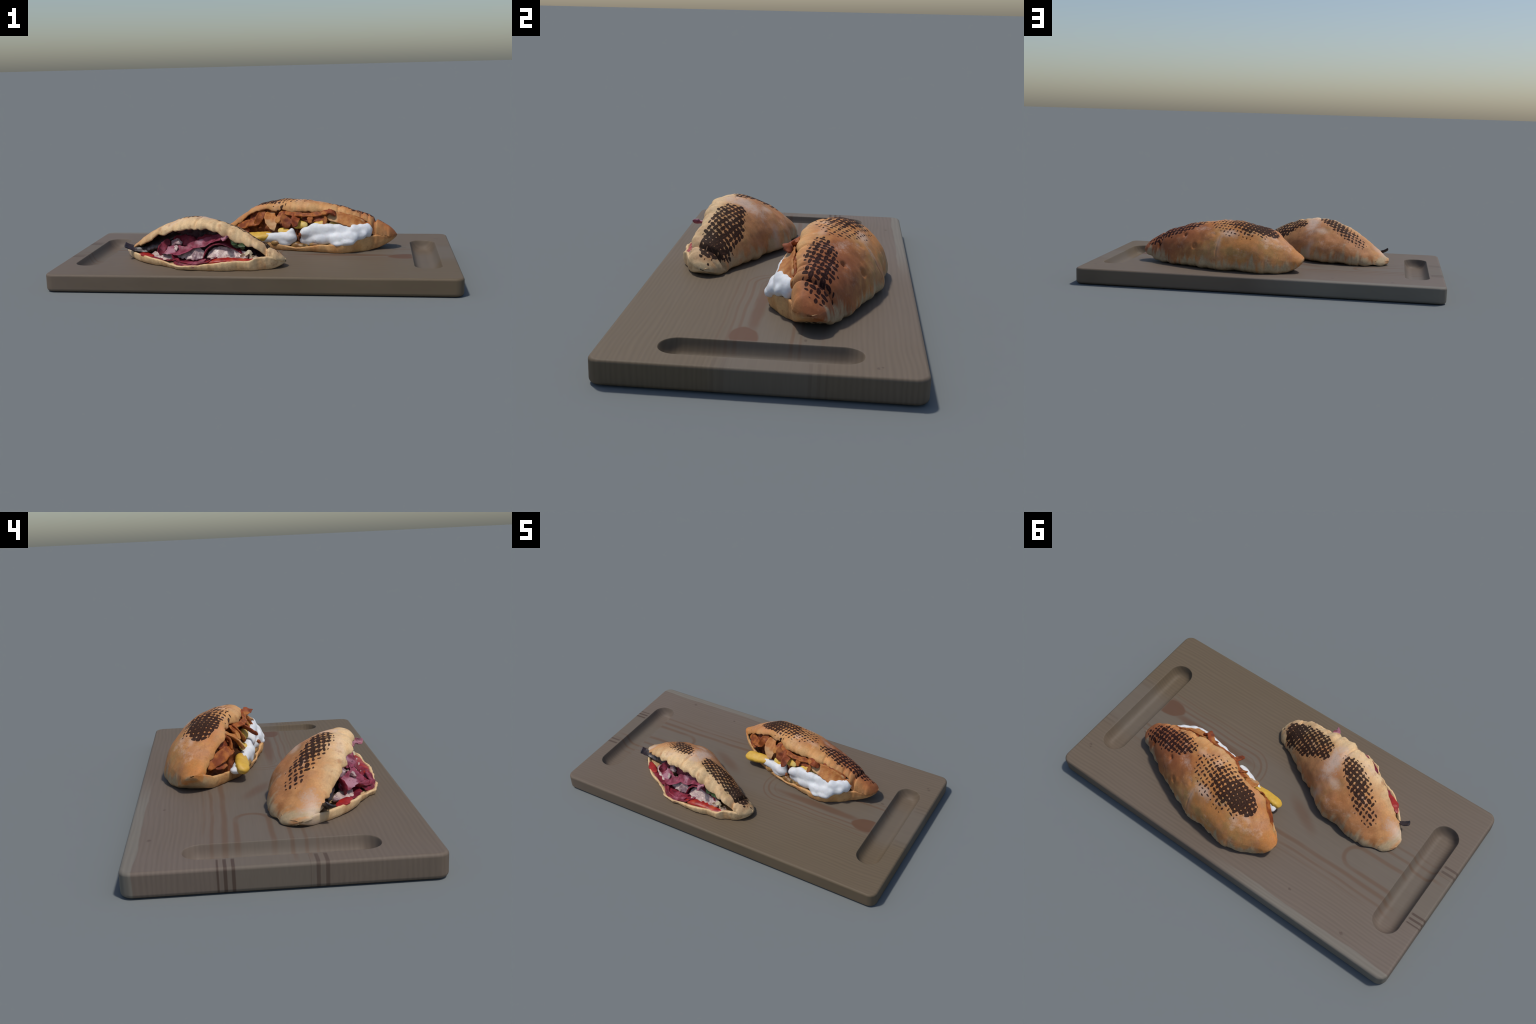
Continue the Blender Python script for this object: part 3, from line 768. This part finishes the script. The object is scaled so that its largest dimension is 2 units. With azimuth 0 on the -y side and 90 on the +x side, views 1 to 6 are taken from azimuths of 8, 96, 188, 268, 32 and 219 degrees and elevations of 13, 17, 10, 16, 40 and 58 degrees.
def fill_back(pk, par):
    meat = food("roast_meat", (0.42, 0.130, 0.026), (0.22, 0.050, 0.014), (0.52, 0.22, 0.06), 34.0, 0.6, 0.25, 0.45, 0.05, contrast=(0.35, 0.65))
    meat_red = food("roast_meat_red", (0.30, 0.070, 0.020), (0.15, 0.030, 0.012), (0.40, 0.14, 0.035), 34.0, 0.6, 0.25, 0.5, 0.05)
    meat_bed = food("roast_meat_bed", (0.26, 0.075, 0.020), (0.12, 0.028, 0.012), (0.38, 0.14, 0.035), 30.0, 0.6, 0.25, 0.6)
    meat_pale = food("roast_meat_pale", (0.52, 0.22, 0.065), (0.38, 0.12, 0.028), (0.58, 0.34, 0.16), 30.0, 0.6, 0.25, 0.4, 0.05)
    yog = food("yogurt", (0.80, 0.81, 0.82), (0.74, 0.75, 0.76), None, 18.0, 0.5, 0.2, 0.10, 0.15)
    egg = food("egg_yolk", (0.74, 0.47, 0.06), (0.64, 0.37, 0.05), (0.72, 0.56, 0.20), 16.0, 0.5, 0.4, 0.25, 0.1)
    sauce = food("brown_sauce", (0.22, 0.10, 0.03), (0.32, 0.18, 0.05), None, 30.0, 0.4, 0.5, 0.4)
    M = 'm'
    stuffing("filling", pk, (-0.42, 0.35), 0.045, meat_bed, par, 5.0, 0.020)
    balls = []
    for s, h, d, rx, rz in ((-.300, .05, .030, .020, .016), (-.27, .09, .026, .030, .022), (-.235, .13, .018, .036, .025), (-.19, .17, .008, .036, .027), (-.145, .20, .002, .036, .030),
                            (-.10, .23, .003, .038, .034), (-.062, .28, .006, .030, .036), (-.052, .42, .004, .016, .024), (-.085, .10, -.004, .032, .022),
                            (.03, .42, .004, .030, .030), (.08, .46, .006, .042, .036), (.14, .46, .006, .046, .038), (.20, .46, .004, .046, .036), (.26, .47, .005, .044, .036),
                            (.31, .50, .004, .036, .034), (.342, .58, .0, .022, .032), (.05, .20, -.018, .040, .030), (.12, .20, -.006, .044, .030),
                            (.19, .21, .002, .046, .030), (.25, .24, .004, .044, .030), (.30, .28, .004, .036, .030), (.335, .36, -.002, .024, .030), (.205, .05, -.004, .030, .014), (.25, .07, .0, .032, .016)):
        balls.append(((M, s, h, d - 0.008), (rx * 1.35, 0.026, rz * 1.06)))
    blobs("yogurt", pk, balls, yog, par, voxel=0.004, seed=7, rough=0.007, smooth=46)
    blobs("sauce", pk, [((M, -0.02, 0.10, -0.020), (0.034, 0.022, 0.020)), ((M, 0.01, 0.06, -0.020), (0.036, 0.02, 0.018)), ((M, -0.13, 0.06, -0.010), (0.034, 0.02, 0.018)), ((M, 0.10, 0.05, -0.020), (0.05, 0.02, 0.016)), ((M, 0.22, 0.05, -0.020), (0.06, 0.02, 0.016))],
          sauce, par, seed=8, rough=0.004)
    # halves of boiled egg
    for i, (path, widths, thick, lean) in enumerate((
            ([(-0.326, -0.152, 0.052), (-0.30, -0.164, 0.060), (-0.25, -0.160, 0.066), (-0.19, -0.152, 0.070), (-0.14, -0.146, 0.074)], [.046, .060, .062, .054, .03], 0.034, 40),
            ([(M, -0.045, 0.60, -0.016), (M, -0.005, 0.65, -0.010), (M, 0.035, 0.62, -0.012)], [.034, .048, .03], 0.020, 15),
            ([(M, 0.062, 0.62, -0.006), (M, 0.10, 0.66, -0.002), (M, 0.145, 0.62, -0.006)], [.028, .036, .022], 0.020, 25),
            ([(M, -0.13, 0.40, -0.004), (M, -0.09, 0.42, -0.004), (M, -0.06, 0.42, -0.008)], [.03, .04, .03], 0.018, 20),
            ([(M, 0.15, 0.66, -0.010), (M, 0.19, 0.67, -0.006), (M, 0.23, 0.64, -0.008)], [.02, .028, .018], 0.018, 25))):
        ribbon("egg_slice", pk, path, widths, thick, egg, par, lean=lean, curl=-0.002, ruffle=0.002, seed=80 + i, tip=0.6)
    strips = [
        # path, widths, material, lean, curl
        ([(M, -.395, .66, -.012), (M, -.33, .62, -.004), (M, -.285, .58, .004), (M, -.25, .50, .006)], [.026, .040, .036, .018], meat, 20, .004),
        ([(M, -.225, .96, -.03), (M, -.240, .74, .0), (M, -.262, .52, .006)], [.026, .036, .024], meat, 10, .006),
        ([(M, -.185, .92, -.03), (M, -.178, .70, .006), (M, -.165, .52, .014), (M, -.150, .36, .016)], [.036, .056, .044, .014], meat_pale, 15, .008),
        ([(M, -.105, .96, -.02), (M, -.125, .78, .006), (M, -.140, .58, .010)], [.020, .030, .020], meat, -20, .004),
        ([(M, -.080, .97, -.02), (M, -.085, .72, .0), (M, -.08, .5, .004)], [.05, .056, .03], meat_red, 10, .006),
        ([(M, -.030, .95, -.02), (M, -.032, .80, .006), (-0.031, -0.196, 0.142), (-0.031, -0.214, 0.134)], [.030, .038, .026, .010], meat_red, 25, .006),
        ([(M, -.110, .90, -.010), (M, -.040, .90, .0), (M, .030, .89, .0), (M, .085, .90, .004), (M, .130, .96, .010)], [.016, .020, .020, .022, .016], meat, 25, .004),
        ([(M, .100, .93, .0), (M, .130, .94, .010), (M, .155, .95, .026), (M, .180, .90, .012)], [.022, .032, .030, .02], meat_red, 45, .006),
        ([(M, .135, .84, .006), (M, .20, .82, .012), (M, .27, .78, .010), (M, .335, .76, .0)], [.034, .056, .060, .030], meat_pale, 25, .008),
        ([(M, .19, 1.0, -.004), (M, .26, .97, .004), (M, .33, .92, .0)], [.016, .026, .016], meat_red, 30, .004),
        ([(M, .045, .92, .0), (M, .048, .78, .004), (M, .046, .66, .004)], [.018, .024, .014], meat, 0, .003),
        ([(M, .130, .84, .008), (M, .128, .70, .012), (M, .122, .58, .016)], [.014, .018, .008], meat_red, 0, .002),
        ([(M, -.365, .46, -.010), (M, -.33, .36, -.004), (M, -.30, .30, -.01)], [.03, .036, .02], meat_red, 20, .004),
        ([(M, -.30, .84, -.03), (M, -.26, .80, -.02), (M, -.21, .86, -.025)], [.03, .04, .03], meat_red, 10, .004),
        ([(M, .0, .80, -.012), (M, .06, .80, -.010), (M, .12, .82, -.008), (M, .18, .80, -.008)], [.02, .036, .036, .02], meat_red, 10, .004),
        ([(M, .000, .39, .030), (M, .003, .35, .036), (M, .002, .31, .034)], [.008, .011, .007], meat, 0, .0),
        ([(M, .325, .74, .006), (M, .345, .74, .004), (M, .358, .72, -.004)], [.02, .03, .02], meat_pale, 20, .003),
    ]
    for i, (path, widths, mat, lean, curl) in enumerate(strips):
        ribbon("meat_strip", pk, path, [w * 1.25 for w in widths], 0.013, mat, par, lean=lean, curl=curl, ruffle=0.0035, seed=40 + i, n=36)


# ------------------------------------------------------------------ assembly
WOOD = wood_material()
build_board(WOOD)

AX_F, AX_B = math.atan2(-0.186, 0.983), math.atan2(-0.127, 0.992)
front = empty("pita_sandwich", (-0.27, -0.185, TOP), AX_F,
              "grilled pita pocket stuffed with salami, tomato and cream", "sandwich")
back = empty("pita_sandwich", (0.23, 0.22, TOP), AX_B,
             "grilled pita pocket with meat, egg and white yogurt", "sandwich")

RAD = math.radians
CRUMB = crumb_material()
CRUST_F = bread_material("crust_front",
    patches=[(0.24, -0.03, 0.0222, RAD(-21), [(0.245, -0.022, 0.165, 0.066, -0.03, 0.98, 0.85, 0.7), (0.345, -0.030, 0.06, 0.05, 0.0, 1.35, 0.3, 0.8)]),
             (-0.135, 0.01, 0.0240, RAD(5), [(-0.138, 0.005, 0.175, 0.058, -0.42, 0.80, 0.4, 0.66), (-0.095, -0.015, 0.105, 0.044, -0.42, 1.10, 0.1, 0.9)])],
    flour=[(0.035, 0.0, 0.06, 0.10, 0.75), (-0.03, 0.075, 0.05, 0.025, 0.5), (-0.385, -0.01, 0.07, 0.05, 0.6), (0.02, 0.14, 0.03, 0.04, 0.4), (-0.1, -0.1, 0.1, 0.03, 0.3)],
    ruddy=[(-0.2, 0.12, 0.22, 0.10, 0.75), (0.13, 0.08, 0.12, 0.06, 0.5), (-0.03, 0.05, 0.04, 0.025, 0.4)], lip_pale=-0.085, seed=1.3,
    tints=((0.54, 0.235, 0.080), (0.60, 0.33, 0.145), (0.78, 0.56, 0.31), (0.40, 0.15, 0.052)))
CRUST_B = bread_material("crust_back",
    patches=[(0.28, -0.02, 0.0235, RAD(-6), [(0.285, -0.018, 0.165, 0.058, 0.08, 0.94, 0.6, 0.75)]),
             (-0.13, 0.0, 0.0245, RAD(-14), [(-0.115, 0.0, 0.185, 0.098, -0.12, 0.76, 0.3, 0.64), (-0.16, 0.0, 0.130, 0.070, -0.15, 1.0, 0.4, 0.8),
                                             (-0.222, -0.006, 0.088, 0.066, -0.1, 1.30, 0.2, 0.8)])],
    flour=[(-0.06, 0.085, 0.07, 0.03, 0.6), (-0.01, 0.12, 0.02, 0.04, 0.4), (-0.31, 0.04, 0.03, 0.015, 0.35), (0.07, -0.05, 0.05, 0.02, 0.3)],
    ruddy=[(0.36, 0.02, 0.26, 0.16, 0.95), (0.15, 0.05, 0.14, 0.10, 0.7)], lip_pale=-0.11, seed=4.1,
    tints=((0.55, 0.215, 0.058), (0.58, 0.27, 0.095), (0.68, 0.40, 0.17), (0.34, 0.105, 0.038)))

pocket_f = Pocket((-0.436, 0.448),
    lip_low=[(-.436, -.012), (-.40, -.034), (-.36, -.075), (-.33, -.10), (-.26, -.15), (-.2, -.175), (-.14, -.187), (-.08, -.212), (-.05, -.233),
             (.01, -.242), (.05, -.229), (.12, -.222), (.2, -.21), (.25, -.188), (.3, -.185), (.34, -.158), (.38, -.135), (.42, -.105), (.448, -.080)],
    lip_low_z=[(-.436, .035), (-.36, .033), (-.26, .036), (-.2, .031), (-.14, .022), (-.05, .014), (.02, .018), (.12, .032), (.2, .042), (.3, .045),
               (.34, .058), (.37, .060), (.448, .04)],
    lip_top=[(-.436, -.012), (-.40, -.030), (-.37, -.047), (-.31, -.071), (-.26, -.09), (-.21, -.115), (-.15, -.12), (-.06, -.148), (.0, -.148), (.06, -.152),
             (.13, -.14), (.18, -.135), (.24, -.126), (.32, -.133), (.355, -.122), (.375, -.125), (.42, -.104), (.448, -.080)],
    lip_top_z=[(-.436, .038), (-.40, .042), (-.37, .063), (-.31, .09), (-.26, .114), (-.21, .144), (-.15, .162), (-.06, .19), (.0, .194), (.06, .197),
               (.13, .182), (.18, .159), (.24, .128), (.32, .113), (.355, .085), (.372, .063), (.448, .042)],
    back=[(-.436, .066), (-.42, .078), (-.4, .094), (-.35, .122), (-.3, .142), (-.25, .157), (-.2, .167), (-.14, .160), (-.07, .177), (-.03, .169), (.04, .139),
          (.12, .110), (.19, .085), (.26, .060), (.33, .037), (.4, .02), (.448, .0)],
    crest=[(-.436, .03), (-.4, .056), (-.37, .070), (-.342, .095), (-.29, .133), (-.22, .174), (-.15, .203), (-.06, .232), (0, .241), (.06, .236), (.15, .215),
           (.21, .193), (.26, .172), (.31, .145), (.36, .116), (.4, .09), (.448, .05)],
    under=[(-.436, .008), (-.40, .0), (.38, .0), (.448, .014)], power=1.74, crest_at=0.23, seed=1.0, pleats=0.0045,
    dents=[(.012, .008, .86, 1.0, .010), (.368, .007, .5, 1.0, .017)])
pocket_b = Pocket((-0.470, 0.488),
    lip_low=[(-.470, -.015), (-.43, -.037), (-.4, -.055), (-.3, -.113), (-.2, -.16), (-.1, -.19), (-.03, -.196), (.05, -.205), (.12, -.213), (.2, -.217), (.24, -.213),
             (.3, -.178), (.34, -.142), (.38, -.108), (.44, -.080), (.488, -.055)],
    lip_low_z=[(-.470, .085), (-.42, .06), (-.4, .050), (-.3, .040), (-.2, .034), (-.1, .026), (-.03, .014), (.05, .025), (.12, .037), (.2, .043), (.24, .050),
               (.3, .060), (.34, .067), (.38, .075), (.488, .07)],
    lip_top=[(-.470, -.015), (-.44, -.024), (-.4, -.038), (-.365, -.05), (-.33, -.072), (-.28, -.094), (-.22, -.097), (-.16, -.091), (-.1, -.11), (-.04, -.137), (.02, -.142),
             (.1, -.128), (.15, -.132), (.2, -.113), (.25, -.112), (.3, -.101), (.34, -.09), (.37, -.100), (.44, -.079), (.488, -.055)],
    lip_top_z=[(-.470, .087), (-.44, .078), (-.4, .101), (-.365, .129), (-.33, .158), (-.28, .193), (-.22, .207), (.0, .207), (.1, .206), (.15, .205), (.2, .191),
               (.25, .178), (.3, .162), (.345, .150), (.372, .085), (.44, .075), (.488, .072)],
    back=[(-.470, .055), (-.44, .070), (-.41, .090), (-.37, .117), (-.31, .145), (-.24, .168), (-.13, .170), (-.03, .172), (.07, .152), (.14, .138), (.2, .120), (.3, .088),
          (.4, .055), (.45, .040), (.488, .028)],
    crest=[(-.470, .09), (-.42, .116), (-.38, .148), (-.315, .192), (-.24, .231), (-.166, .247), (-.08, .257), (.027, .253), (.136, .237), (.21, .222), (.29, .202),
           (.36, .172), (.43, .134), (.47, .11), (.488, .09)],
    under=[(-.470, .06), (-.44, .030), (-.40, .006), (-.37, .0), (.34, .0), (.39, .008), (.44, .030), (.488, .055)], seed=2.0, pleats=0.0035,
    pits=[(.214, .055, .172, .009, .018), (.028, .082, .183, .012, .012), (.14, .123, .126, .014, .018), (-.26, .10, .15, .010, .006)],
    sight=(-0.20, 0.96, -0.195), dents=[(.375, .007, .55, 1.0, .018), (.19, .005, .88, 1.0, .008), (-.008, .003, .40, .66, .004), (.31, .006, .90, 1.0, .010), (.345, .005, .90, 1.0, .008)])
pocket_f.build("bread", CRUST_F, front)
pocket_b.build("bread", CRUST_B, back)
fill_front(pocket_f, front)
fill_back(pocket_b, back)
